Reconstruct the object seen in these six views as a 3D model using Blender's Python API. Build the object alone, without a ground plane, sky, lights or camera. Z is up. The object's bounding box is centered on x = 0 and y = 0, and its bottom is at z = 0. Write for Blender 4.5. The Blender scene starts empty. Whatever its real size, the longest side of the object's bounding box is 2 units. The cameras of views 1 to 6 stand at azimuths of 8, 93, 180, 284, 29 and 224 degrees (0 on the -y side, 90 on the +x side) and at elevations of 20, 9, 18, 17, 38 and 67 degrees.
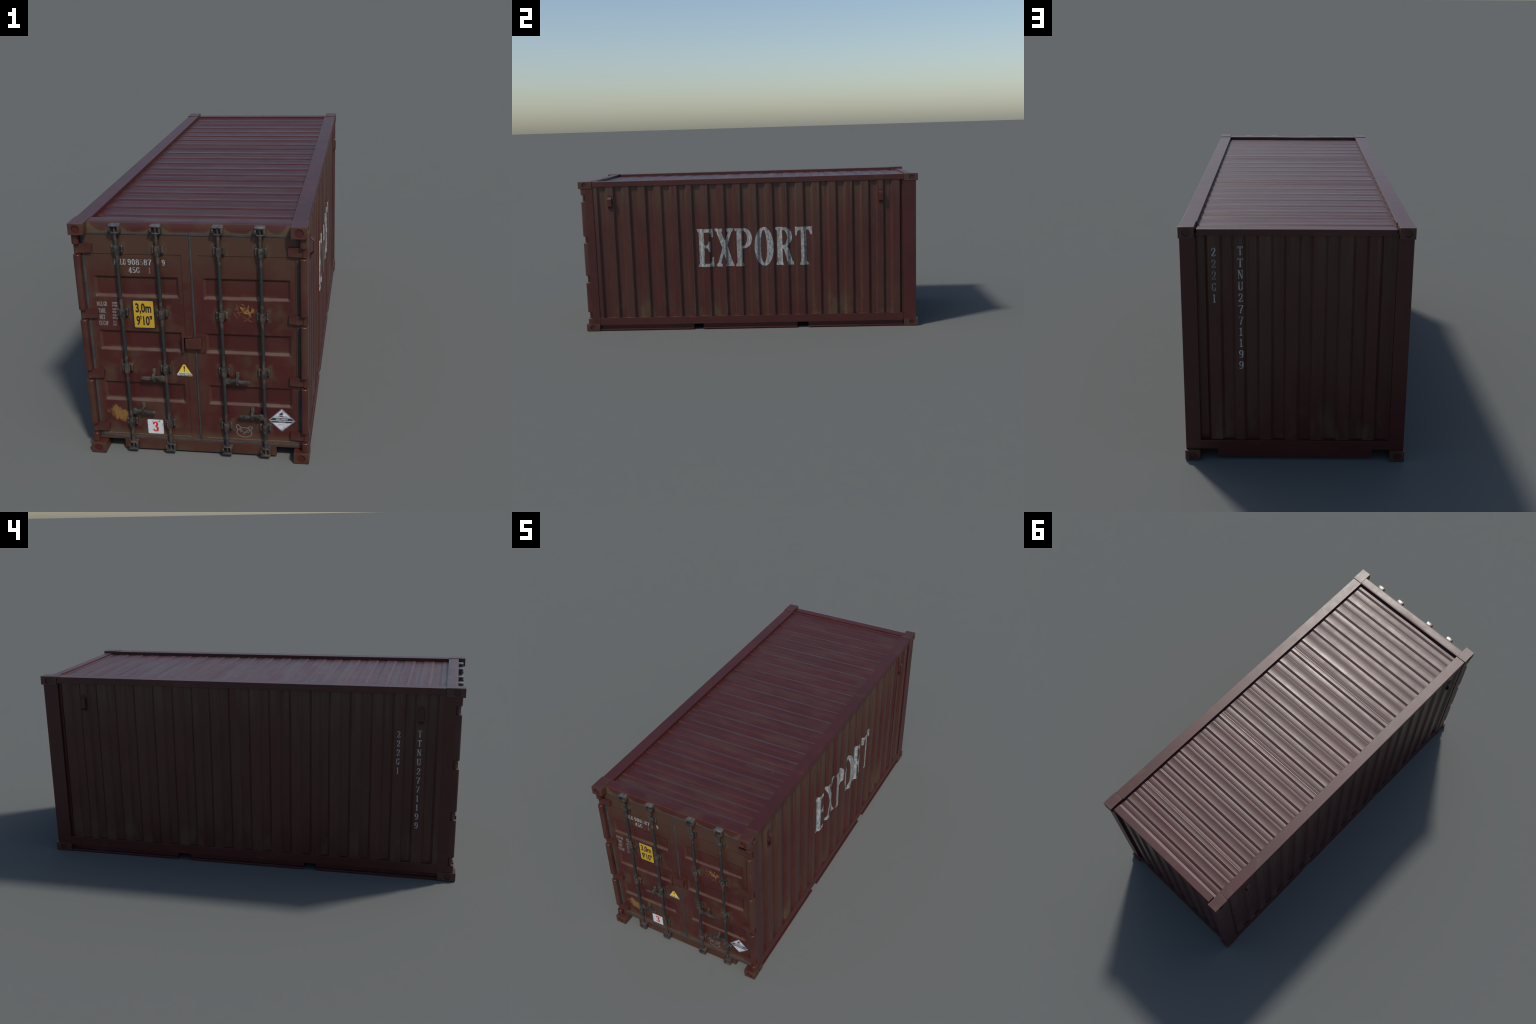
# A weathered 20-foot steel shipping container, built part by part.
import bpy, bmesh, math, random
from mathutils import Vector, Matrix

random.seed(7)
SC = bpy.context.scene

# ----------------------------------------------------------------- helpers
def link(o, parent=None):
    SC.collection.objects.link(o)
    if parent is not None:
        o.parent = parent
    return o

def smooth_by_angle(me, deg):
    """Smooth shading with edges sharper than `deg` marked sharp."""
    bm = bmesh.new(); bm.from_mesh(me)
    lim = math.radians(deg)
    for f in bm.faces: f.smooth = True
    for e in bm.edges:
        if len(e.link_faces) == 2:
            e.smooth = e.calc_face_angle(0.0) < lim
        else:
            e.smooth = False
    bm.to_mesh(me); bm.free()

def finish(bm, name, mat, parent, smooth=None, kind=None):
    bmesh.ops.recalc_face_normals(bm, faces=bm.faces)
    me = bpy.data.meshes.new(name); bm.to_mesh(me); bm.free()
    if smooth is not None: smooth_by_angle(me, smooth)
    me.materials.append(mat)
    o = link(bpy.data.objects.new(name, me), parent)
    if kind: o["kind"] = kind
    return o

def add_box(bm, x0, x1, y0, y1, z0, z1, bev=0.0):
    r = bmesh.ops.create_cube(bm, size=1.0)
    vs = r["verts"]
    for v in vs:
        v.co.x = x0 if v.co.x < 0 else x1
        v.co.y = y0 if v.co.y < 0 else y1
        v.co.z = z0 if v.co.z < 0 else z1
    if bev > 0:
        es = list({e for v in vs for e in v.link_edges})
        bmesh.ops.bevel(bm, geom=es, offset=bev, segments=2, profile=0.5, affect='EDGES', clamp_overlap=True)

def box(name, mat, parent, dims, bev=0.0012, **k):
    bm = bmesh.new(); add_box(bm, *dims, bev=bev)
    return finish(bm, name, mat, parent, smooth=20, **k)

def add_prism(bm, pts, axis, a0, a1, rim=0.0, centre=None):
    """Extrude the closed 2D outline `pts` from a0 to a1; rim = chamfer at both ends."""
    def put(p, a):
        return {'x': (a, p[0], p[1]), 'y': (p[0], a, p[1]), 'z': (p[0], p[1], a)}[axis]
    if centre is None:
        centre = (sum(p[0] for p in pts) / len(pts), sum(p[1] for p in pts) / len(pts))
    def inset(p, d):
        dx, dy = centre[0] - p[0], centre[1] - p[1]
        l = math.hypot(dx, dy) or 1
        return (p[0] + dx / l * d, p[1] + dy / l * d)
    levels = [(a0, 0.0), (a1, 0.0)]
    if rim > 0:
        levels = [(a0, rim), (a0 + rim * .5, rim * .35), (a0 + rim, 0.0), (a1 - rim, 0.0), (a1 - rim * .5, rim * .35), (a1, rim)]
    rings = [[bm.verts.new(put(inset(p, d) if d else p, a)) for p in pts] for a, d in levels]
    n = len(pts)
    for r0, r1 in zip(rings, rings[1:]):
        for i in range(n):
            bm.faces.new((r0[i], r0[(i + 1) % n], r1[(i + 1) % n], r1[i]))
    bm.faces.new(rings[0]); bm.faces.new(rings[-1])

def add_cyl(bm, c, axis, r, a0, a1, seg=20, rim=0.0):
    pts = [(c[0] + r * math.cos(2 * math.pi * i / seg), c[1] + r * math.sin(2 * math.pi * i / seg)) for i in range(seg)]
    add_prism(bm, pts, axis, a0, a1, rim, c)

def boolean_cut(obj, cutter):
    m = obj.modifiers.new("cut", 'BOOLEAN'); m.operation = 'DIFFERENCE'; m.object = cutter; m.solver = 'EXACT'
    apply_modifiers(obj)
    bpy.data.objects.remove(cutter)

def apply_modifiers(obj):
    dg = bpy.context.evaluated_depsgraph_get(); dg.update()
    me = bpy.data.meshes.new_from_object(obj.evaluated_get(dg))
    old = obj.data; obj.modifiers.clear(); obj.data = me
    me.name = old.name
    if not old.users: bpy.data.meshes.remove(old)

# --------------------------------------------------------------- materials
class N:
    """Small node-graph writer."""
    def __init__(s, name):
        s.m = bpy.data.materials.new(name); s.m.use_nodes = True
        s.t = s.m.node_tree; s.t.nodes.clear()
        s.out = s.t.nodes.new("ShaderNodeOutputMaterial")
        s.b = s.t.nodes.new("ShaderNodeBsdfPrincipled")
        s.t.links.new(s.b.outputs[0], s.out.inputs[0])
        s.co = s.t.nodes.new("ShaderNodeTexCoord").outputs["Object"]
        s._sep = None
    def put(s, sock, v):
        if isinstance(v, bpy.types.NodeSocket): s.t.links.new(v, sock)
        elif v is not None:
            if hasattr(sock.default_value, "__len__") and not hasattr(v, "__len__"): v = (v, v, v)
            if hasattr(sock.default_value, "__len__") and len(sock.default_value) == 4 and len(v) == 3: v = (*v, 1)
            sock.default_value = v
    def math(s, op, a, b=None, c=None, clamp=False):
        n = s.t.nodes.new("ShaderNodeMath"); n.operation = op; n.use_clamp = clamp
        for i, v in enumerate((a, b, c)): s.put(n.inputs[i], v)
        return n.outputs[0]
    def axis(s, i):
        if s._sep is None:
            s._sep = s.t.nodes.new("ShaderNodeSeparateXYZ"); s.put(s._sep.inputs[0], s.co)
        return s._sep.outputs[i]
    def scaled(s, sc):
        n = s.t.nodes.new("ShaderNodeMapping"); s.put(n.inputs["Vector"], s.co); n.inputs["Scale"].default_value = sc
        return n.outputs[0]
    def offset(s, off, sc=(1, 1, 1)):
        n = s.t.nodes.new("ShaderNodeMapping"); s.put(n.inputs["Vector"], s.co)
        n.inputs["Location"].default_value = off; n.inputs["Scale"].default_value = sc
        return n.outputs[0]
    def noise(s, scale, detail=4, rough=.55, vec=None, dist=0.0, w=None):
        n = s.t.nodes.new("ShaderNodeTexNoise")
        s.put(n.inputs["Vector"], vec if vec is not None else s.co)
        n.inputs["Scale"].default_value = scale; n.inputs["Detail"].default_value = detail
        n.inputs["Roughness"].default_value = rough; n.inputs["Distortion"].default_value = dist
        return n.outputs["Fac"]
    def ramp(s, f, lo, hi, a=0.0, b=1.0, soft=True):
        n = s.t.nodes.new("ShaderNodeMapRange"); n.interpolation_type = 'SMOOTHSTEP' if soft else 'LINEAR'
        s.put(n.inputs["Value"], f); s.put(n.inputs["From Min"], lo); s.put(n.inputs["From Max"], hi)
        s.put(n.inputs["To Min"], a); s.put(n.inputs["To Max"], b)
        return n.outputs[0]
    def mix(s, f, a, b):
        n = s.t.nodes.new("ShaderNodeMix"); n.data_type = 'RGBA'
        s.put(n.inputs[0], f); s.put(n.inputs[6], a); s.put(n.inputs[7], b)
        return n.outputs[2]
    def mul(s, *v):
        r = v[0]
        for x in v[1:]: r = s.math('MULTIPLY', r, x)
        return r
    def add(s, *v):
        r = v[0]
        for x in v[1:]: r = s.math('ADD', r, x)
        return r
    def mx(s, *v):
        r = v[0]
        for x in v[1:]: r = s.math('MAXIMUM', r, x)
        return r
    def mn(s, *v):
        r = v[0]
        for x in v[1:]: r = s.math('MINIMUM', r, x)
        return r
    def absdist(s, v, c): return s.math('ABSOLUTE', s.math('SUBTRACT', v, c))
    def bump(s, h, strength=.2, dist=.001):
        n = s.t.nodes.new("ShaderNodeBump"); n.inputs["Strength"].default_value = strength; n.inputs["Distance"].default_value = dist
        s.put(n.inputs["Height"], h); s.t.links.new(n.outputs[0], s.b.inputs["Normal"])
    def done(s, col, rough=.4, metal=0.0, spec=.5):
        s.put(s.b.inputs["Base Color"], col); s.put(s.b.inputs["Roughness"], rough); s.put(s.b.inputs["Metallic"], metal)
        s.b.inputs["Specular IOR Level"].default_value = spec
        return s.m

RED   = (0.060, 0.0102, 0.0086)
REDD  = (0.049, 0.0090, 0.0078)
REDL  = (0.068, 0.0145, 0.0115)
OLIVE = (0.090, 0.0620, 0.0300)   # dry olive-brown dirt
BROWN = (0.066, 0.0330, 0.0200)   # thin rust film
GREYD = (0.045, 0.0360, 0.0310)
ORANGE = (0.170, 0.0450, 0.0160)
ROUGH = 0.40

def paint_base(n, olive=None, brown=None, spots=True):
    """Red oxide paint, faded in patches, with olive-brown dirt where `olive` says."""
    big = n.noise(5.0, 4)
    fine = n.noise(60.0, 5)
    c = n.mix(n.ramp(big, .35, .68), REDD, RED)
    c = n.mix(n.ramp(fine, .55, .8, 0, .35), c, REDL)
    if brown is not None:
        c = n.mix(brown, c, BROWN)
    if olive is not None:
        c = n.mix(olive, c, OLIVE)
    if spots:
        sp = n.ramp(n.noise(34.0, 3, .6, vec=n.offset((3.1, 1.7, .4))), .70, .78, 0, .5)
        c = n.mix(sp, c, OLIVE)
    n.bump(n.add(n.noise(180.0, 3), n.mul(big, 1.5)), .10, .001)
    r = n.add(ROUGH - .06, n.mul(n.noise(22.0, 4), .12))
    return c, r

def mat_paint(name="red_paint"):
    n = N(name)
    o = n.ramp(n.noise(11.0, 5, .6), .58, .80, 0, .45)
    c, r = paint_base(n, o)
    return n.done(c, r)

def mat_worn_paint():
    """Frame paint round the doors: rust film over most of it."""
    n = N("worn_red_paint")
    o = n.ramp(n.noise(16.0, 5, .6), .62, .80, 0, .35)
    b = n.ramp(n.noise(7.0, 5, .6), .38, .66, .10, .65)
    c, r = paint_base(n, o, b)
    return n.done(c, r)

def mat_casting():
    n = N("casting_paint")
    # worn olive rim toward the block's edges, clean red on the hole floors
    x, y, z = (n.math('ABSOLUTE', n.axis(i)) for i in range(3))
    ex = n.ramp(x, .018, .028); ey = n.ramp(y, .028, .041); ez = n.ramp(z, .011, .0205)
    edge = n.mx(n.mul(ex, ez), n.mul(ey, ez), n.mul(ex, ey))
    edge = n.mx(edge, n.mul(n.mx(ex, n.mx(ey, ez)), .40))
    outer = n.mx(n.ramp(y, .0378, .0395), n.ramp(x, .0243, .0260), n.ramp(z, .0187, .0202))
    edge = n.mul(edge, outer, n.ramp(n.noise(30, 4), .30, .62, .25, 1.0))
    c, r = paint_base(n, n.mul(edge, .34), n.mul(outer, n.ramp(z, .0202, .0187), n.ramp(n.noise(18, 4), .35, .60, .20, .52)))
    return n.done(c, r)

def mat_wall(name, along):
    """Corrugated wall paint: vertical streaks, rust haze under the top rail and above the sill."""
    n = N(name)
    z = n.axis(2)
    st = n.noise(9.0, 5, .6, vec=n.scaled((6, 6, .35) if along == 'y' else (6, 6, .35)))
    top = n.mul(n.ramp(z, .60, .87), n.ramp(st, .36, .62))
    bot = n.mul(n.ramp(z, .30, .09), n.ramp(n.noise(6.0, 5, .6, vec=n.scaled((2.2, 2.2, .8))), .48, .66))
    blot = n.ramp(n.noise(13.0, 5, .65, vec=n.scaled((1.6, 1.6, .7))), .62, .74)
    o = n.math('ADD', n.mul(top, .16), n.add(n.mul(bot, .32), n.mul(blot, .22)), clamp=True)
    c, r = paint_base(n, o, n.math('ADD', n.add(n.mul(top, .60), n.ramp(n.noise(3.5, 5, .6, vec=n.scaled((2.5, 2.5, .6))), .35, .65, .05, .45)), n.mul(bot, .5), clamp=True))
    c = n.mix(n.mul(n.ramp(st, .55, .75), .22), c, GREYD)
    return n.done(c, r)

def mat_roof():
    n = N("roof_paint")
    y = n.axis(1)
    # distance along the roof to the nearest downward bend; the sheets repeat every 0.5633 m
    t = n.math('FLOORED_MODULO', n.add(y, .886), .5633)
    turn = n.mn(n.math('PINGPONG', t, .04775), n.math('SUBTRACT', .5633, t))
    t2 = n.math('FLOORED_MODULO', n.add(y, .886 - .0440), .5633)
    rise = n.mn(n.math('PINGPONG', t2, .04775), n.math('SUBTRACT', .5633, t2))
    # dust settles along the sheltered bends; bends facing the doors: less dust, plus painted-in slope shading
    st = n.noise(9.0, 6, .62, vec=n.scaled((.9, 5.0, 1)))
    dust = n.mul(n.ramp(turn, .0150, .0030), n.ramp(st, .25, .60, .55, 1.0))
    clean_lit = n.ramp(rise, .0052, .0034)
    side = n.ramp(n.math('ABSOLUTE', n.axis(0)), .16, .35)
    o = n.mul(n.ramp(st, .50, .72), n.add(.10, n.mul(side, .60)))
    c, r = paint_base(n, n.mul(o, .38), n.mul(n.ramp(n.noise(5.0, 5, .6, vec=n.scaled((1, 3, 1))), .42, .66), .45))
    c = n.mix(n.mul(dust, n.ramp(turn, .0050, .0080, .04, .50)), c, (.046, .037, .035))
    c = n.mix(n.mul(clean_lit, .25), c, (.060, .020, .015))
    sc = n.ramp(n.noise(75.0, 4, .7, vec=n.scaled((.6, 1.6, 1))), .66, .76, 0, .45)
    c = n.mix(sc, c, GREYD)
    rough = n.mx(r, n.mul(clean_lit, .50))
    gloss = n.noise(5.0, 6, .65, vec=n.scaled((.35, 5.0, 1)))
    rough = n.add(rough, n.ramp(gloss, .30, .70, -.035, .055))
    return n.done(c, n.add(rough, n.mul(sc, .08)))

ROD_X = (0.1065, 0.2495)
BRACKET_Z = (0.8085, 0.570, 0.352, 0.1275)

def mat_door():
    n = N("door_paint")
    x, z = n.axis(0), n.axis(2)
    ax = n.math('ABSOLUTE', x)
    wob = n.math('MULTIPLY', n.math('SUBTRACT', n.noise(26.0, 5), .5), .030)
    # rust halos round the bearing brackets
    dx = n.mn(*[n.absdist(ax, c) for c in ROD_X]); dz = n.mn(*[n.absdist(z, c) for c in BRACKET_Z])
    halo = n.ramp(n.add(n.mx(n.math('SUBTRACT', dx, .022), n.math('SUBTRACT', dz, .018)), wob), .014, -.004)
    halo = n.mul(halo, n.ramp(dx, .011, .018))
    # upper band of the leaves is weathered brown, fading out below
    band = n.ramp(n.add(z, n.math('MULTIPLY', wob, 5.0)), .61, .83)
    # lower lip and hinge side
    lip = n.mul(n.ramp(n.add(z, n.math('MULTIPLY', wob, .8)), .100, .066), n.ramp(z, .045, .060, .35, 1.0))
    side = n.ramp(n.add(ax, wob), .345, .372)
    mid = n.mul(n.ramp(ax, .065, .03), n.ramp(n.noise(8, 4), .40, .64))
    # dust lying on the lower slopes of the pressed recesses
    ps = []
    for zb in (.6245, .4155, .2075):
        ps.append(n.ramp(n.absdist(z, zb + .0005), .0050, .0015)); ps.append(n.ramp(n.absdist(z, zb + .0100), .0085, .0015))
    ledge = n.mul(n.mx(*ps), n.ramp(n.noise(14.0, 5, .6), .38, .62), n.ramp(ax, .36, .34), n.ramp(ax, .038, .05))
    patch = n.ramp(n.noise(8.5, 5, .6), .44, .66)
    flat = n.ramp(n.axis(1), -.9605, -.9622)          # the recess floors stayed cleaner
    o = n.mx(n.mul(halo, .62), n.mul(lip, .55), n.mul(ledge, .50))
    o = n.mul(o, n.ramp(n.noise(40, 4), .2, .5, .7, 1.0))
    b = n.mx(n.mul(band, .90), n.mul(side, .6), n.mul(mid, .6), n.mul(patch, n.add(.20, n.mul(flat, .65))))
    fold = n.mul(n.ramp(n.axis(1), -.9622, -.9610), n.ramp(n.axis(1), -.9551, -.9560))   # recess flanks coloured browner to tone down their sunlit glare
    b = n.mx(b, n.mul(fold, .35))
    c, r = paint_base(n, o, b)
    r = n.mx(r, n.mul(fold, .60))
    # ochre spray patch low on the left leaf
    u = n.math('SUBTRACT', x, -.298); v = n.math('SUBTRACT', z, .152)
    rx = n.add(u, n.mul(v, .45)); rz = n.add(v, n.mul(u, .25))
    d = n.math('SQRT', n.add(n.math('POWER', n.math('DIVIDE', rx, .040), 2), n.math('POWER', n.math('DIVIDE', rz, .034), 2)))
    d = n.add(d, n.math('MULTIPLY', n.math('SUBTRACT', n.noise(45.0, 6, .7, vec=n.scaled((1, 1, .55))), .5), 2.3))
    spray = n.mul(n.ramp(d, 1.05, .55), n.ramp(n.noise(90.0, 4, .7), .30, .52, .45, 1.0))
    c = n.mix(n.mul(spray, .85), c, (.225, .118, .030))
    return n.done(c, r)

def mat_header():
    n = N("header_paint")
    x, z = n.axis(0), n.axis(2)
    ax = n.math('ABSOLUTE', x)
    # olive run-off in the lower corners between the keepers
    edges = n.mn(n.absdist(ax, .353), n.absdist(ax, .1065), n.absdist(ax, .2495))
    lim = n.add(.869, n.math('MULTIPLY', n.math('POWER', n.ramp(edges, .055, .012, 0, 1, False), 2.2), .030))
    lim = n.add(lim, n.math('MULTIPLY', n.math('SUBTRACT', n.noise(30, 4), .5), .012))
    f = n.ramp(n.math('SUBTRACT', z, lim), .006, -.004)
    rim = n.ramp(z, .8995, .9025, 0, .45)
    front = n.ramp(n.axis(1), -.9630, -.9650)
    o = n.mul(n.mx(f, rim), front)
    c, r = paint_base(n, n.mx(n.mul(o, .70), n.ramp(n.noise(11, 5), .60, .8, 0, .25)), n.ramp(n.noise(9, 4), .45, .65, 0, .5))
    return n.done(c, r)

def mat_gasket():
    n = N("rubber_gasket")
    c = n.mix(n.ramp(n.noise(18, 5), .3, .7), (.030, .032, .034), (.050, .052, .054))
    n.bump(n.noise(120, 3), .1, .001)
    return n.done(c, .7, 0.0, .3)

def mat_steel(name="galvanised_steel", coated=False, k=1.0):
    n = N(name)
    rnd = n.t.nodes.new("ShaderNodeObjectInfo").outputs["Random"]
    sh = n.t.nodes.new("ShaderNodeVectorMath"); sh.operation = 'ADD'
    n.put(sh.inputs[0], n.co); n.put(sh.inputs[1], rnd)
    v = sh.outputs[0]
    a = n.noise(70.0, 5, .65, vec=v)
    b = n.noise(24.0, 4, .6, vec=v)
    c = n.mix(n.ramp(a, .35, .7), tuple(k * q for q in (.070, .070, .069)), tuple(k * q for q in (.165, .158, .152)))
    rust = n.ramp(b, .44, .66, .05, .80)
    c = n.mix(rust, c, (.125, .070, .048))
    metal = n.math('SUBTRACT', .85, n.mul(rust, .55))
    rough = n.add(.30, n.mul(a, .22))
    if coated:
        # black, speckled coating on the long free lengths of the rods
        z = n.axis(2)
        dz = n.mn(*[n.absdist(z, q) for q in (0.8450, *BRACKET_Z, .06)])
        free = n.ramp(n.add(dz, n.math('MULTIPLY', n.math('SUBTRACT', n.noise(40, 3, vec=v), .5), .05)), .042, .050)
        speck = n.ramp(n.noise(260.0, 3, .7, vec=v), .62, .72, 0, .5)
        dark = n.mix(speck, (.026, .028, .028), (.15, .155, .15))
        c = n.mix(free, c, dark)
        metal = n.mul(metal, n.math('SUBTRACT', 1.0, n.mul(free, .75)))
    n.bump(a, .25, .001)
    return n.done(c, rough, metal)

def mat_letter(name, col=(.42, .43, .43), wear=.75, fade=None):
    """White stencil paint, worn through to the red below."""
    n = N(name)
    w = n.ramp(n.noise(75.0, 5, .7, vec=n.scaled((1, 1, .55))), .60 - .22 * wear, .70)
    f = n.mul(w, .35 + .5 * wear)
    if fade: f = n.mx(f, fade)
    c = n.mix(n.ramp(n.noise(30, 4), .3, .7), tuple(k * .78 for k in col), col)
    c = n.mix(f, c, (.085, .040, .032))
    return n.done(c, .5)

def mat_export():
    n = N("export_lettering")
    a = n.noise(60.0, 6, .70, vec=n.scaled((1, 1.6, .8)))
    b = n.noise(14.0, 4, .6)
    c = n.mix(n.ramp(a, .33, .62), (.10, .105, .10), (.34, .35, .35))
    c = n.mix(n.ramp(b, .45, .70, 0, .55), c, (.20, .185, .145))
    return n.done(c, .55)

def mat_plain(name, col, dark=None, rough=.45, scale=60.0, lo=.60, hi=.70, amt=.8):
    n = N(name)
    c = col
    if dark is not None:
        c = n.mix(n.ramp(n.noise(scale, 5, .7), lo, hi, 0, amt), n.mix(n.ramp(n.noise(12, 3), .3, .7), tuple(k * .86 for k in col), col), dark)
    return n.done(c, rough)

def mat_diamond():
    """White placard, scuffed, peeled to brown along its lower right edge."""
    n = N("worn_white_sticker")
    low = n.add(n.axis(2), n.mul(n.math('SUBTRACT', n.axis(0), .309), -.55))
    a = n.noise(70.0, 6, .7, vec=n.scaled((.7, 1, 1.6)))
    peel = n.ramp(n.add(low, n.math('MULTIPLY', n.math('SUBTRACT', a, .5), .055)), .128, .104)
    c = n.mix(n.ramp(a, .50, .68, 0, .75), (.58, .60, .64), (.20, .18, .18))
    c = n.mix(n.mul(peel, .95), c, (.075, .028, .022))
    return n.done(c, .45)

M = dict(
    paint=mat_paint(), worn_paint=mat_worn_paint(), casting=mat_casting(), wall=mat_wall("side_wall_paint", 'y'), endwall=mat_wall("end_wall_paint", 'x'),
    roof=mat_roof(), door=mat_door(), header=mat_header(), gasket=mat_gasket(), steel=mat_steel(), rod=mat_steel("rod_steel", True), keeper=mat_steel("sunlit_cap_steel", False, 2.1),
    export=mat_export(), stencil=mat_letter("stencil_white"), worn=mat_letter("stencil_white_worn", wear=1.0, fade=.55),
    ghost=mat_letter("stencil_white_faded", (.30, .22, .20), 1.0, fade=.55),
    yellow=mat_plain("yellow_sticker", (.54, .325, .022), (.14, .09, .02), scale=55, lo=.60, hi=.68, amt=.6),
    lemon=mat_plain("lemon_sticker", (.72, .52, .035), (.45, .25, .02), lo=.62, hi=.75, amt=.5),
    black=mat_plain("black_print", (.012, .012, .012), None, .5),
    white=mat_plain("white_sticker", (.62, .64, .66), (.13, .09, .085), scale=85, lo=.57, hi=.62, amt=.85),
    red=mat_plain("red_print", (.52, .022, .020), None, .5),
    navy=mat_plain("navy_print", (.035, .036, .055), (.25, .25, .27), scale=90, lo=.62, hi=.74, amt=.6),
    worn_white=mat_diamond(),
    chalk=mat_plain("chalk_grey", (.155, .150, .145), (.10, .07, .06), scale=80, lo=.5, hi=.75, amt=.5),
    ochre=mat_plain("ochre_spray", (.26, .135, .030), (.11, .040, .022), scale=70, lo=.46, hi=.66, amt=.85),
    ochre_thin=mat_plain("ochre_spray_thin", (.135, .058, .022), (.09, .024, .017), scale=60, lo=.40, hi=.62, amt=.9),
    underside=mat_plain("underside_paint", (.035, .012, .011), (.05, .03, .025), .6),
)

# ------------------------------------------------------------------ layout
XC, XP = .4088, .4058          # casting face, post / rail face
YC, YP = 1.000, .9892          # casting end, rear post face
H = .905
CAST = (.0555, .082, .041)     # casting size x, y, z
WALL_OUT, WALL_IN = .4025, .3912
DOOR_Y = -.9645                # door leaf face
PANEL_Y = -.9626               # sunk panel of the leaf
# crests turn into troughs at these y (seen walking toward +y); every 6th crest is a narrow joint
TURN = [-.886, -.790, -.694, -.599, -.504, -.409, -.3235, -.228, -.1315, -.036, .060, .154,
        .240, .336, .431, .527, .623, .718, .804, .900]
RISE = .0440                   # trough returns to crest this far after each turn
SEAMS = (-.3600, .2025, .7635)

root = bpy.data.objects.new("shipping_container", None)
link(root)
root["label"] = "weathered dark red steel shipping container with lock rods"
root["category"] = "shipping container"

# ------------------------------------------------------- corrugated sheets
def corrugation(y0, y1, slope, turns=TURN, rise=RISE, back=None):
    """List of (position, 1 crest / 0 trough) break points between y0 and y1."""
    pts = []
    back = back or slope
    for t in turns:
        pts += [(t - slope / 2, 1.0), (t + slope / 2, 0.0), (t + rise - back / 2, 0.0), (t + rise + back / 2, 1.0)]
    def val(p):
        for (a, va), (b, vb) in zip(pts, pts[1:]):
            if a <= p <= b: return va + (vb - va) * (p - a) / (b - a) if b > a else va
        return 1.0
    out = [(y0, val(y0))] + [q for q in pts if y0 < q[0] < y1] + [(y1, val(y1))]
    return out

def rounded(prof, r):
    """Replace each interior corner of the profile by two points r apart (pressed bend)."""
    out = [prof[0]]
    for a, b, c in zip(prof, prof[1:], prof[2:]):
        for q, s in ((a, 1), (c, 1)):
            d = q[0] - b[0]
            f = min(abs(r / d), .3) if d else 0
            out.append((b[0] + d * f, b[1] + (q[1] - b[1]) * f))
    out.append(prof[-1])
    return out

def sheet(name, mat, parent, prof, place, levels, thick, smooth=None, kind=None):
    """Extrude an open profile through `levels`; place(p, level) gives the point."""
    bm = bmesh.new()
    rows = [[bm.verts.new(place(p, l)) for p in prof] for l in levels]
    for r0, r1 in zip(rows, rows[1:]):
        for i in range(len(prof) - 1):
            bm.faces.new((r0[i], r0[i + 1], r1[i + 1], r1[i]))
    o = finish(bm, name, mat, parent, smooth=smooth if smooth else 180)
    return o

SIDE = rounded(corrugation(-.9240, .9240, .0092), .0014)
def side_x(y):
    for (a, va), (b, vb) in zip(SIDE, SIDE[1:]):
        if a <= y <= b: return WALL_IN + (WALL_OUT - WALL_IN) * (va + (vb - va) * (y - a) / max(b - a, 1e-9))
    return WALL_OUT

def solid_sheet(name, mat, prof, face, back, axis, z0, z1, smooth=20):
    """Corrugated vertical sheet with depth: `face(v)` outer coordinate, closed back."""
    bm = bmesh.new()
    def pt(p, d, z): return (d, p, z) if axis == 'x' else (p, d, z)
    zs = [z0, z1]
    rows = [[bm.verts.new(pt(p, face(v), z)) for p, v in prof] for z in zs]
    b = [[bm.verts.new(pt(p, back, z)) for p, v in (prof[0], prof[-1])] for z in zs]
    n = len(prof)
    for i in range(n - 1):
        bm.faces.new((rows[0][i], rows[0][i + 1], rows[1][i + 1], rows[1][i]))
    bm.faces.new((b[0][0], b[0][1], b[1][1], b[1][0]))
    bm.faces.new((rows[0][0], b[0][0], b[1][0], rows[1][0]))
    bm.faces.new((rows[0][-1], b[0][1], b[1][1], rows[1][-1]))
    bm.faces.new(rows[0] + [b[0][1], b[0][0]])
    bm.faces.new(rows[1] + [b[1][1], b[1][0]])
    return finish(bm, name, mat, root, smooth=smooth)

def tube(name, mat, parent, pts, r, kind=None):
    cu = bpy.data.curves.new(name, 'CURVE'); cu.dimensions = '3D'; cu.bevel_depth = r; cu.bevel_resolution = 1
    sp = cu.splines.new('POLY'); sp.points.add(len(pts) - 1)
    for q, p in zip(sp.points, pts): q.co = (*p, 1)
    tmp = link(bpy.data.objects.new("tmp_curve", cu))
    dg = bpy.context.evaluated_depsgraph_get(); dg.update()
    me = bpy.data.meshes.new_from_object(tmp.evaluated_get(dg)); me.name = name
    bpy.data.objects.remove(tmp); bpy.data.curves.remove(cu)
    for f in me.polygons: f.use_smooth = True
    me.materials.clear(); me.materials.append(mat)
    o = link(bpy.data.objects.new(name, me), parent)
    return o

walls = {}
for s in (1, -1):
    w = solid_sheet("side_wall", M["wall"], SIDE, lambda v: s * (WALL_IN + (WALL_OUT - WALL_IN) * v), s * .384, 'x', .070, .8760)
    walls[s] = w
    tube("weld_bead", M["paint"], w, [(s * (WALL_IN + (WALL_OUT - WALL_IN) * v + .0003), p, .0782) for p, v in SIDE], .0013)
    for q in SEAMS:   # lapped sheet joint on the narrow crests
        bm = bmesh.new(); add_box(bm, s * (WALL_OUT - .001) if s > 0 else -WALL_OUT - .0009, s * (WALL_OUT + .0009) if s > 0 else -WALL_OUT + .001, q, q + .020, .079, .8715, bev=.0004)
        finish(bm, "lap_joint", M["wall"], w, smooth=20)

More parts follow.
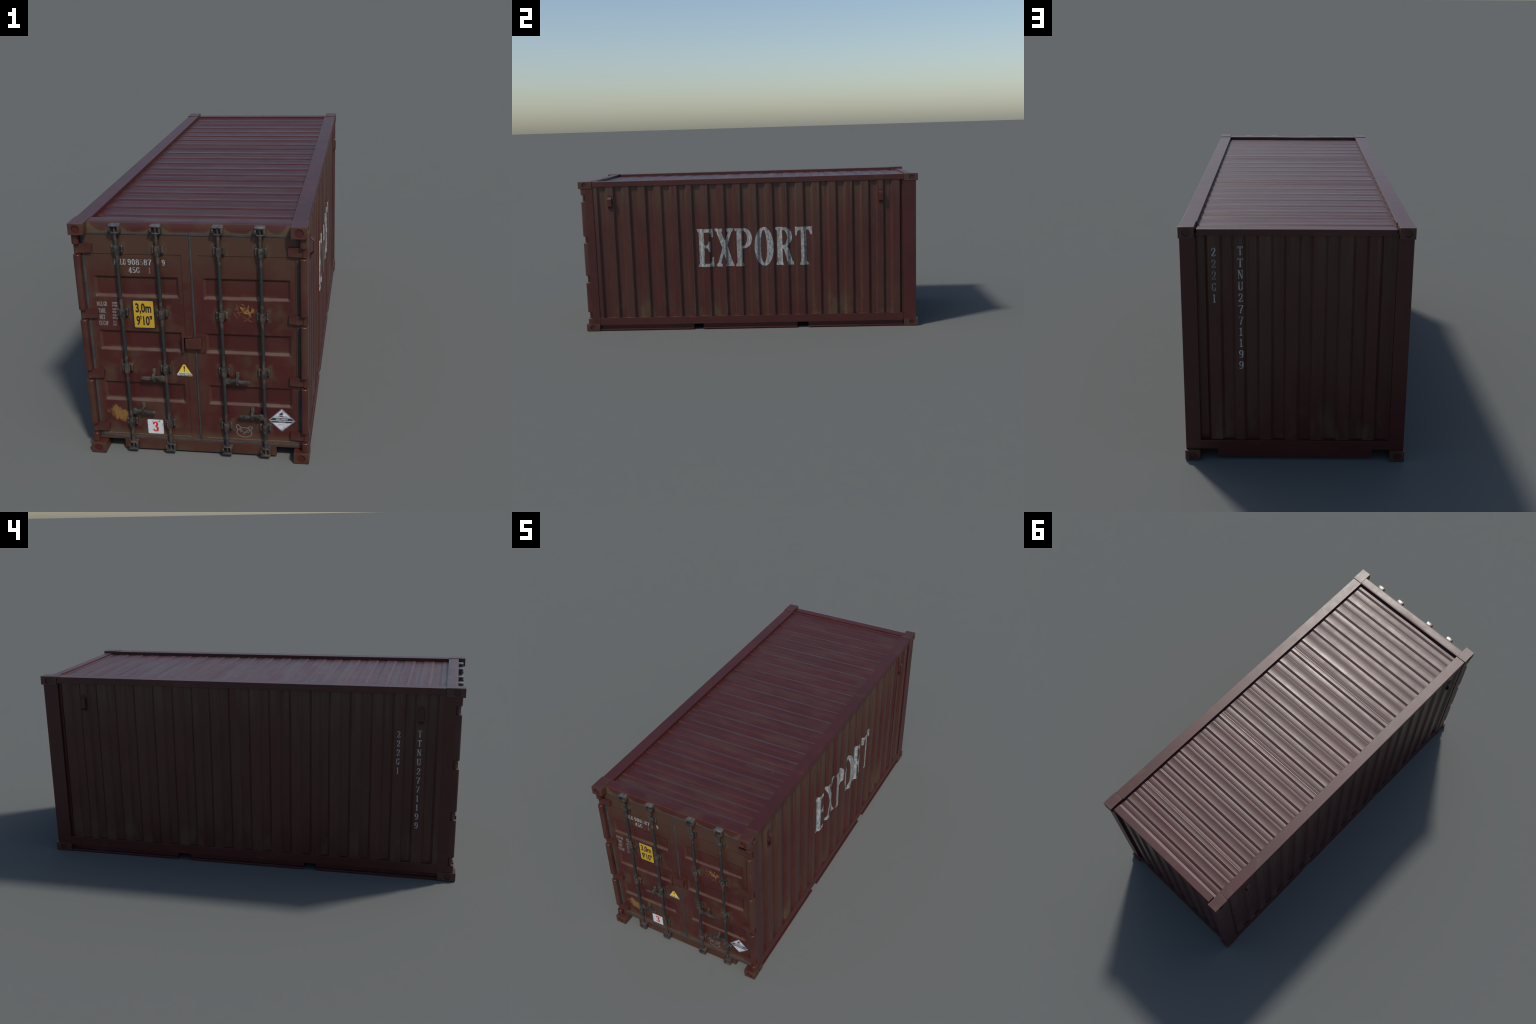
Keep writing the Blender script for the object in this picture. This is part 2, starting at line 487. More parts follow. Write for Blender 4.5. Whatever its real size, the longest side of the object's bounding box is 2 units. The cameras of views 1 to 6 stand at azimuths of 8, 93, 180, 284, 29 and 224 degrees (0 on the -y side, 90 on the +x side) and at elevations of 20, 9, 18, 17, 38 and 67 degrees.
# rear wall: crest / trough break points across x, from +x to -x
REAR = [(.356, 0), (.3195, 0), (.3112, 1), (.2688, 1), (.2605, 0), (.2263, 0), (.2165, 1), (.1862, 1), (.1776, 0), (.1383, 0),
        (.1305, 1), (.0887, 1), (.0803, 0), (.0429, 0), (.0347, 1), (-.0060, 1), (-.0158, 0), (-.0515, 0), (-.0605, 1), (-.1003, 1),
        (-.1100, 0), (-.1468, 0), (-.1558, 1), (-.1976, 1), (-.2066, 0), (-.2463, 0), (-.2540, 1), (-.2929, 1), (-.3018, 0), (-.3365, 0),
        (-.3480, 1), (-.356, 1)]
REARP = rounded(REAR, .0014)
RY_IN, RY_OUT = .9680, .9798
rear_wall = solid_sheet("end_wall", M["endwall"], REARP, lambda v: RY_IN + (RY_OUT - RY_IN) * v, .955, 'y', .070, .8750)
tube("weld_bead", M["paint"], rear_wall, [(p, RY_IN + (RY_OUT - RY_IN) * v + .0003, .0782) for p, v in REARP if abs(p) < .350], .0013)

# roof: same rhythm, shallow pressing; crests sag a little and troughs crown a little between bends
ROOF_Z, ROOF_D, ROOF_S, ROOF_B, CURVE = .8882, .0033, .0130, .0096, .0009
def roof_profile():
    base = corrugation(-.9250, .9560, ROOF_S, back=ROOF_B)
    out = []
    for (a, va), (b, vb) in zip(base, base[1:]):
        if abs(va - vb) < 1e-6 and b - a > .01:
            k = 10; sgn = -1 if va > .5 else 1
            for i in range(k):
                t = i / k
                out.append((a + (b - a) * t, ROOF_Z - ROOF_D * (1 - va) + sgn * CURVE * (1 - (2 * t - 1) ** 2)))
        elif vb > va:      # rising bend toward the doors: small soft shoulders either side
            z = lambda v: ROOF_Z - ROOF_D * (1 - v)
            out += [(a - .0012, z(va)), (a + .0010, z(va) + ROOF_D * .10), (b - .0010, z(vb) - ROOF_D * .10), (b + .0012, z(vb))]
        else:
            out.append((a, ROOF_Z - ROOF_D * (1 - va)))
    a, va = base[-1]; out.append((a, ROOF_Z - ROOF_D * (1 - va)))
    out.sort()
    return out
RP = roof_profile()
bm = bmesh.new()
xs = (-.3515, .3515)
rows = [[bm.verts.new((x, y, z)) for y, z in RP] for x in xs]
for i in range(len(RP) - 1):
    bm.faces.new((rows[0][i], rows[0][i + 1], rows[1][i + 1], rows[1][i]))
lo = [[bm.verts.new((x, y, .8780)) for y in (RP[0][0], RP[-1][0])] for x in xs]
bm.faces.new((lo[0][0], lo[0][1], lo[1][1], lo[1][0]))
for k in (0, 1):
    bm.faces.new(rows[k] + [lo[k][1], lo[k][0]])
bm.faces.new((rows[0][0], rows[1][0], lo[1][0], lo[0][0])); bm.faces.new((rows[0][-1], rows[1][-1], lo[1][1], lo[0][1]))
roof = finish(bm, "roof_panel", M["roof"], root, smooth=7)
for q in SEAMS:
    bm = bmesh.new()       # lapped edge: a strip tilted toward the doors
    add_prism(bm, [(q - .0010, ROOF_Z - .0030), (q, ROOF_Z - .0014), (q + .0100, ROOF_Z + .0001), (q + .0125, ROOF_Z - .0005), (q + .0125, ROOF_Z - .0030)], 'x', -.3500, .3500)
    finish(bm, "lap_joint", M["roof"], roof, smooth=5)

# ---------------------------------------------------------- corner castings
def casting_mesh(flip):
    bm = bmesh.new(); add_box(bm, -CAST[0] / 2, CAST[0] / 2, -CAST[1] / 2, CAST[1] / 2, -CAST[2] / 2, CAST[2] / 2, bev=.0011)
    o = finish(bm, "corner_casting", M["casting"], None)
    f = -1 if flip else 1
    bm = bmesh.new()
    add_cyl(bm, (.0005 * f, 0), 'y', .0148, -CAST[1] / 2 - .01, -CAST[1] / 2 + .0042, 36)        # end hole (x, z)
    xo = f * CAST[0] / 2
    add_cyl(bm, (-.0045, 0), 'x', .0148, min(xo - f * .0042, xo + f * .01), max(xo - f * .0042, xo + f * .01), 36)  # side hole (y, z)
    c = finish(bm, "cutter", M["casting"], None)
    boolean_cut(o, c)
    smooth_by_angle(o.data, 20)
    me = o.data; bpy.data.objects.remove(o)
    return me
CM = {False: casting_mesh(False), True: casting_mesh(True)}
for sx in (1, -1):
    for sy in (-1, 1):
        flip = (sx * -sy) < 0
        for zc in (CAST[2] / 2, H - CAST[2] / 2):
            o = bpy.data.objects.new("corner_casting", CM[flip]); link(o, root)
            o.location = (sx * (XC - CAST[0] / 2), sy * (YC - CAST[1] / 2), zc)
            if sy > 0: o.rotation_euler = (0, 0, math.pi)

# -------------------------------------------------------------------- rails
for s in (1, -1):
    o = box("top_side_rail", M["paint"], root, (min(s * .3505, s * XP), max(s * .3505, s * XP), -.9170, .9170, .8720, .9027), .0012)
    bm = bmesh.new()
    add_box(bm, min(s * .384, s * XP), max(s * .384, s * XP), -.9157, .9157, .0325, .0775, bev=.0010)
    rail = finish(bm, "bottom_side_rail", M["paint"], root, smooth=20)
    for a, b in ((-.9168, -.3465), (-.2886, .2800), (.3470, .9168)):
        bm = bmesh.new()
        add_box(bm, min(s * .372, s * .3865), max(s * .372, s * .3865), a, b, .0035, .0330)
        add_box(bm, min(s * .380, s * .4050), max(s * .380, s * .4050), a, b, .0006, .0088, bev=.0012)
        finish(bm, "fork_skirt", M["paint"], rail, smooth=20)

# door header, its top plate dipped behind the middle to imitate a shading artefact
bm = bmesh.new()
hx, hy = 64, 8
y0, y1, zt, zb = -.9655, -.9180, .9032, .8655
def header_top(x, t):
    d = math.exp(-((x + .01) / .10) ** 2) * max(0, (t - .25) / .75) ** 1.5
    return zt - .0016 * d + .0004 * math.sin(x * 16) * t
grid = [[bm.verts.new((-.3528 + .7056 * i / hx, y0 + (y1 - y0) * j / hy, header_top(-.3528 + .7056 * i / hx, j / hy) - (.0009 if j in (0, hy) else 0))) for j in range(hy + 1)] for i in range(hx + 1)]
for i in range(hx):
    for j in range(hy):
        bm.faces.new((grid[i][j], grid[i + 1][j], grid[i + 1][j + 1], grid[i][j + 1]))
lowr = [[bm.verts.new((-.3528 + .7056 * i / hx, y, zb)) for y in (y0 - .0007, y1)] for i in (0, hx)]
lf = [bm.verts.new((-.3528 + .7056 * i / hx, y0 - .0007, zt - .0022)) for i in range(hx + 1)]
for i in range(hx):
    bm.faces.new((grid[i][0], lf[i], lf[i + 1], grid[i + 1][0]))
bm.faces.new(lf + [lowr[1][0], lowr[0][0]])
bm.faces.new([grid[i][hy] for i in range(hx + 1)] + [lowr[1][1], lowr[0][1]])
bm.faces.new((lowr[0][0], lowr[0][1], lowr[1][1], lowr[1][0]))
for k, i in ((0, 0), (1, hx)):
    bm.faces.new([lf[i]] + grid[i] + [lowr[k][1], lowr[k][0]])
header = finish(bm, "door_header", M["header"], root, smooth=30)

box("rear_header", M["paint"], root, (-.3465, .3465, .9510, .9868, .8716, .8946), .0010)

def sill(name, zlow, zmid, ztop, xl, xs_, y0, y1, mat):
    bm = bmesh.new()
    pts = [(-xl, zmid), (-xs_, zmid), (-xs_, zlow), (xs_, zlow), (xs_, zmid), (xl, zmid), (xl, ztop), (-xl, ztop)]
    add_prism(bm, pts, 'y', y0, y1)
    bmesh.ops.recalc_face_normals(bm, faces=bm.faces)
    es = [e for e in bm.edges if len(e.link_faces) == 2 and e.calc_face_angle(0) > 1]
    bmesh.ops.bevel(bm, geom=es, offset=.0009, segments=2, profile=.5, affect='EDGES')
    return finish(bm, name, mat, root, smooth=20)
sill("rear_sill", .0105, .0415, .0775, .3520, .2880, .9400, YP, M["paint"])
sill("door_sill", .0060, .0438, .0520, .3810, .2870, -.9668, -.9200, M["door"])

# --------------------------------------------------------------- rear posts
for s in (1, -1):
    box("corner_post", M["paint"], root, (min(s * .3502, s * XP), max(s * .3502, s * XP), .9162, YP, .0412, .8645), .0010)

# ------------------------------------------------- door posts with hinge gaps
NOTCH = ((.7875, .8265), (.5392, .5788), (.2975, .3392), (.0757, .1157))
def tube_outline(s, cx, yf, w, r, yb, seg=8):
    """Rounded front of half-width w with corner radius r, front at yf, straight back to yb."""
    pts = [(cx + s * w, yb)]
    for x0, a0 in ((w - r, 0), (-(w - r), 90)):
        for i in range(seg + 1):
            a = math.radians(a0 + 90 * i / seg)
            pts.append((cx + s * (x0 + r * math.cos(a)), yf + r - r * math.sin(a)))
    pts.append((cx - s * w, yb))
    return pts
for s in (1, -1):
    bm = bmesh.new()
    add_prism(bm, [(s * XP, -.9162), (s * XP, -.9632), (s * .3800, -.9632), (s * .3800, -.9500), (s * .3510, -.9500), (s * .3510, -.9162)], 'z', .0412, .8645)
    post = finish(bm, "door_post", M["paint"], root, smooth=20)
    zs = [.8645]
    for a, b in NOTCH: zs += [b, a]
    zs.append(.0412)
    for b, a in zip(zs[0::2], zs[1::2]):
        bm = bmesh.new()
        add_prism(bm, tube_outline(s, s * .3930, -.9892, .0128, .0105, -.9632), 'z', a, b, rim=.0016, centre=(s * .3930, -.970))
        finish(bm, "post_tube", M["worn_paint"], post, smooth=20)

# ---------------------------------------------------------------- door leaf
POCKET_Z = ((.6245, .7030), (.4155, .4930), (.2075, .2860))
def leaf(s):
    x0, x1 = (.0098, .3702) if s > 0 else (-.3702, .0012)
    z0, z1 = .0590, .8580
    px = sorted((s * .0285, s * .3650)); kx = sorted((s * .0435, s * .3460))
    sl, depth, gr = .0086, .0076, .0011
    def ramps(v, lo, hi, w): return max(0.0, min(1.0, (v - lo) / w, (hi - v) / w))
    def y(x, z):
        p = min(ramps(x, px[0], px[1], gr), ramps(z, .0665, .7865, gr))
        d = DOOR_Y + (PANEL_Y - DOOR_Y) * p
        for a, b in POCKET_Z:
            d += depth * min(ramps(x, kx[0], kx[1], sl), ramps(z, a, b, sl))
        return d
    def lines(a, b, marks):
        return sorted({a, b, *[m for m in marks if a < m < b]})
    gx = lines(x0, x1, [px[0], px[0] + gr, px[1] - gr, px[1], kx[0], kx[0] + sl, kx[1] - sl, kx[1]])
    mz = [.0665, .0665 + gr, .7865 - gr, .7865]
    for a, b in POCKET_Z: mz += [a, a + sl, b - sl, b]
    gz = lines(z0, z1, mz)
    # extra lines just beside the bends so that the folds read as pressed steel
    def soften(g, r=.0011):
        out = []
        for i, v in enumerate(g):
            if 0 < i < len(g) - 1: out += [v - min(r, (v - g[i - 1]) * .3), v + min(r, (g[i + 1] - v) * .3)]
            else: out.append(v)
        return out
    gx, gz = soften(gx), soften(gz)
    bm = bmesh.new()
    V = [[bm.verts.new((x, y(x, z), z)) for z in gz] for x in gx]
    for i in range(len(gx) - 1):
        for j in range(len(gz) - 1):
            bm.faces.new((V[i][j], V[i + 1][j], V[i + 1][j + 1], V[i][j + 1]))
    B = [bm.verts.new((x, -.9430, z)) for x, z in ((x0, z0), (x1, z0), (x1, z1), (x0, z1))]
    bm.faces.new(B)
    bm.faces.new([c[0] for c in V] + [B[1], B[0]]); bm.faces.new([c[-1] for c in V] + [B[2], B[3]])
    bm.faces.new(V[0] + [B[3], B[0]]); bm.faces.new(V[-1] + [B[2], B[1]])
    return finish(bm, "door_leaf", M["door"], root, smooth=12)
doors = {s: leaf(s) for s in (1, -1)}

# rubber seals round and between the leaves
def seal(s, dims):
    box("door_gasket", M["gasket"], doors[s], dims, .0022)
for s in (1, -1):
    a, b = sorted((s * .3702, s * .3805))
    seal(s, (a, b, -.9662, -.9500, .0500, .8660))
seal(-1, (-.3700, .0012, -.9668, -.9500, .8580, .8664)); seal(1, (.0014, .3700, -.9668, -.9500, .8570, .8668))
seal(-1, (-.3700, .0050, -.9668, -.9500, .0498, .0590)); seal(1, (.0052, .3700, -.9668, -.9500, .0500, .0588))
seal(1, (.0016, .0094, -.9664, -.9500, .0592, .8568))

# ------------------------------------------------------------------- hinges
def hinge_mesh(s):
    bm = bmesh.new()
    add_cyl(bm, (s * .0155, .0055), 'z', .0088, -.0192, .0192, 22, rim=.0010)
    add_box(bm, *sorted((s * .0, s * .0155)), .0000, .0120, -.0176, .0176, bev=.0010)
    # tapering blade, tallest at the knuckle
    vs = []
    for yy in (-.0105 + .0145, .0150):
        pass
    prof = [(s * .0030, -.0176), (s * -.0380, -.0148), (s * -.0395, -.0135), (s * -.0395, .0150), (s * -.0380, .0162), (s * .0030, .0176)]
    f = [bm.verts.new((x, .0004 + (.0022 if abs(x) > .03 else 0), z)) for x, z in prof]
    b = [bm.verts.new((x, .0135, z)) for x, z in prof]
    bm.faces.new(f); bm.faces.new(b)
    for i in range(6):
        bm.faces.new((f[i], f[(i + 1) % 6], b[(i + 1) % 6], b[i]))
    bmesh.ops.recalc_face_normals(bm, faces=bm.faces)
    me = bpy.data.meshes.new("hinge"); bm.to_mesh(me); bm.free(); smooth_by_angle(me, 20)
    me.materials.append(M["worn_paint"])
    return me
for s in (1, -1):
    hm = hinge_mesh(s)
    for a, b in NOTCH:
        o = bpy.data.objects.new("hinge", hm); link(o, doors[s]); o.location = (s * .3800, -.9755, (a + b) / 2 + .0015)

# ------------------------------------------------------- locking gear
ROD_Y, ROD_R, KEEP_Y = -.9788, .0064, -.9840
def make_mesh(name, bm, mat, ang=20):
    bmesh.ops.recalc_face_normals(bm, faces=bm.faces)
    me = bpy.data.meshes.new(name); bm.to_mesh(me); bm.free(); smooth_by_angle(me, ang); me.materials.append(mat)
    return me
bm = bmesh.new(); add_cyl(bm, (0, 0), 'z', ROD_R, .0400, .8720, 18)
ROD = make_mesh("locking_rod", bm, M["rod"])

# bearing bracket: two riveted ears and a faceted barrel that tapers at the foot
bm = bmesh.new()
add_box(bm, -.0205, .0210, .0085, .0158, -.0148, .0142, bev=.0022)
add_box(bm, -.0210, -.0128, .0050, .0150, -.0150, .0145, bev=.0026)
add_box(bm, .0122, .0215, .0050, .0150, -.0150, .0145, bev=.0026)
def barrel(w, d): return [(-w, .0150), (-w, -.002), (-w * .55, -d), (w * .55, -d), (w, -.002), (w, .0150)]
lv = [(.0150, .0100, .0085), (.0130, .0106, .0090), (-.0080, .0106, .0090), (-.0195, .0080, .0072)]
rings = [[bm.verts.new((x, y, z)) for x, y in barrel(w, d)] for z, w, d in lv]
for r0, r1 in zip(rings, rings[1:]):
    for i in range(6): bm.faces.new((r0[i], r0[(i + 1) % 6], r1[(i + 1) % 6], r1[i]))
bm.faces.new(rings[0]); bm.faces.new(rings[-1])
for ex in (-.0163, .0168):
    for ez in (-.0090, .0088): add_cyl(bm, (ex, ez), 'y', .0022, .0036, .0065, 10, rim=.0007)
BRACKET = make_mesh("rod_bracket", bm, M["steel"], 28)

# cam keeper: cap, two unequal cheeks, lower lip, back plate
def keeper(up):
    u = 1 if up else -1
    bm = bmesh.new()
    def bx(x0, x1, y0, y1, z0, z1, b=.0016):
        z0, z1 = sorted((u * z0, u * z1)); add_box(bm, x0, x1, y0, y1, z0, z1, bev=b)
    bx(-.0185, .0185, .0115, .0180, -.0165, .0150, .0008)     # back plate
    bx(-.0180, .0180, -.0055, .0175, .0082, .0165, .0022)     # cap
    bx(-.0200, -.0120, -.0062, .0150, -.0080, .0062, .0026)   # small cheek
    bx(.0095, .0188, -.0040, .0172, -.0150, .0120, .0022)     # large cheek
    bx(-.0130, .0130, -.0035, .0120, -.0165, -.0110, .0018)   # lower lip
    add_cyl(bm, (0, .0030), 'z', .0044, -.012, .012, 12)
    me = make_mesh("cam_keeper", bm, M["steel"], 28)
    if up:                                   # paler steel on the upper caps paints in the sun's reflection
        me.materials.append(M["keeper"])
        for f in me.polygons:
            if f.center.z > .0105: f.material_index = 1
    return me
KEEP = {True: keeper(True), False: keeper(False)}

# handle: clamp at the rod, arm arched over the catch, flat grip
def handle(d):
    bm = bmesh.new()
    add_box(bm, *sorted((d * .0045, d * .0225)), -.0045, .0045, -.0110, .0115, bev=.0016)
    path = [(.021, .0000, .0095), (.030, .0010, .0085), (.038, .0055, .0065), (.0455, .0060, .0060), (.053, .0030, .0068),
            (.060, -.0015, .0080), (.068, -.0018, .0085), (.084, -.0018, .0085), (.0895, -.0018, .0075), (.0925, -.0018, .0048)]
    rings = []
    for x, dz, hh in path:
        yy = -.0015 - (.0030 if .034 < x < .057 else 0)
        rings.append([bm.verts.new((d * x, yy + a, dz + b)) for a, b in ((-.0022, -hh + .0014), (-.0030, -hh + .003), (-.0030, hh - .003), (-.0022, hh - .0014), (.0022, hh - .0014), (.0022, -hh + .0014))])
    for r0, r1 in zip(rings, rings[1:]):
        for i in range(6): bm.faces.new((r0[i], r0[(i + 1) % 6], r1[(i + 1) % 6], r1[i]))
    bm.faces.new(rings[0]); bm.faces.new(rings[-1])
    return make_mesh("door_handle", bm, M["steel"], 28)
HANDLE = {1: handle(1), -1: handle(-1)}
# catch: plate with a hooked tongue and a round seal boss
bm = bmesh.new()
add_box(bm, -.0068, .0068, .0095, .0158, -.0200, .0250, bev=.0020)
add_box(bm, -.0052, .0052, -.0085, .0120, .0010, .0105, bev=.0022)
add_box(bm, -.0040, .0040, -.0100, -.0045, -.0110, .0065, bev=.0018)
add_cyl(bm, (0, -.0165), 'y', .0082, .0010, .0150, 18, rim=.0015)
add_cyl(bm, (0, -.0165), 'y', .0042, -.0010, .0030, 12, rim=.0010)
CATCH = make_mesh("handle_catch", bm, M["steel"], 28)

def place(name, me, parent, loc):
    o = bpy.data.objects.new(name, me); link(o, parent); o.location = loc
    return o
for s in (1, -1):
    for rx in ROD_X:
        x = s * rx
        place("locking_rod", ROD, doors[s], (x, ROD_Y, 0))
        for z in BRACKET_Z: place("rod_bracket", BRACKET, doors[s], (x, ROD_Y, z))
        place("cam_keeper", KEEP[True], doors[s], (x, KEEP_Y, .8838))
        place("cam_keeper", KEEP[False], doors[s], (x, KEEP_Y, .0285))
# two handles per leaf: inner rod upper (toward the hinge side), outer rod lower (toward the middle)
for s in (1, -1):
    for rx, hz, d in ((ROD_X[0], .3155, s), (ROD_X[1], .1740, -s)):
        x = s * rx
        place("door_handle", HANDLE[1 if d > 0 else -1], doors[s], (x, ROD_Y, hz))
        place("handle_catch", CATCH, doors[s], (x + d * .0465, ROD_Y, hz + .0070))

# lock box over the meeting edge
bm = bmesh.new()
add_box(bm, -.0408, -.0030, -.9785, -.9600, .4795, .4875, bev=.0010)
add_box(bm, -.0408, -.0335, -.9785, -.9600, .4220, .4805, bev=.0010)
finish(bm, "lock_hood", M["worn_paint"], doors[-1], smooth=20)
box("lock_box", M["worn_paint"], doors[1], (-.0272, .0305, -.9830, -.9600, .4400, .4780), .0012)
box("lock_plate", M["worn_paint"], doors[1], (.0105, .0405, -.9685, -.9600, .4190, .4895), .0010)

# -------------------------------------------------------- side lashing straps
def strap(s):
    bm = bmesh.new()
    prof = [(.0000, .0430), (.0022, .0430), (.0022, .0345), (.0148, .0215), (.0148, -.0205), (.0022, -.0335), (.0022, -.0450), (.0000, -.0450),
            (.0000, -.0318), (.0118, -.0195), (.0118, .0205), (.0000, .0330)]
    add_prism(bm, [(s * a, b) for a, b in prof], 'y', -.0115, .0115)
    for z in (.0385, -.0400):
        for y in ((-.0058, .0058) if z > 0 else (.0,)): add_cyl(bm, (y, z), 'x', .0022, *sorted((s * .0015, s * .0036)), 10)
    return make_mesh("lashing_strap", bm, M["paint"], 30)
for s in (1, -1):
    me = strap(s)
    for y in (-.8150, .7845):
        place("lashing_strap", me, walls[s], (s * WALL_OUT, y, .7760))

# ------------------------------------------------------------------ underframe
floor_o = box("floor", M["underside"], root, (-.3840, .3840, -.9500, .9450, .0420, .0640), 0)
k = 0
y = -.90
while y < .92:
    if not any(a - .012 < y < b + .012 for a, b in ((-.3465, -.2886), (.2800, .3470))):
        box("cross_member", M["underside"], floor_o, (-.3715, .3715, y - .008, y + .008, .0120, .0425), 0)
    y += .0745
for a, b in ((-.3465, -.2886), (.2800, .3470)):
    for e in (a - .004, b + .004):
        box("fork_pocket_wall", M["underside"], floor_o, (-.3710, .3710, e - .0035, e + .0035, .0040, .0423), 0)

# ================================================================== markings
def arc(cx, cy, rx, ry, a0, a1, k=14):
    return [(cx + rx * math.cos(math.radians(a0 + (a1 - a0) * i / k)), cy + ry * math.sin(math.radians(a0 + (a1 - a0) * i / k))) for i in range(k + 1)]

def spline(pts, k=6):
    """Catmull-Rom through the points."""
    if len(pts) < 3: return pts
    P = [pts[0]] + list(pts) + [pts[-1]]
    out = []
    for i in range(1, len(P) - 2):
        p0, p1, p2, p3 = P[i - 1:i + 3]
        for j in range(k):
            t = j / k
            out.append(tuple(.5 * (2 * p1[c] + (p2[c] - p0[c]) * t + (2 * p0[c] - 5 * p1[c] + 4 * p2[c] - p3[c]) * t * t + (3 * p1[c] - p0[c] - 3 * p2[c] + p3[c]) * t ** 3) for c in (0, 1)))
    out.append(pts[-1])
    return out

def ribbon(pts, a, b=None, taper=False, closed=False):
    """Quads of a pen stroke; the pen is an ellipse with half-axes a (across) and b (up)."""
    b = a if b is None else b
    L, R = [], []
    n = len(pts)
    for i, p in enumerate(pts):
        q0 = pts[i - 1] if i else (pts[-2] if closed else p); q1 = pts[i + 1] if i < n - 1 else (pts[1] if closed else p)
        tx, ty = q1[0] - q0[0], q1[1] - q0[1]; l = math.hypot(tx, ty) or 1
        nx, ny = -ty / l, tx / l
        h = math.hypot(a * nx, b * ny)
        if taper:
            t = i / (n - 1); h *= min(1.0, .15 + 3 * min(t, 1 - t))
        L.append((p[0] + nx * h, p[1] + ny * h)); R.append((p[0] - nx * h, p[1] - ny * h))
    return [[L[i], L[i + 1], R[i + 1], R[i]] for i in range(n - 1)]

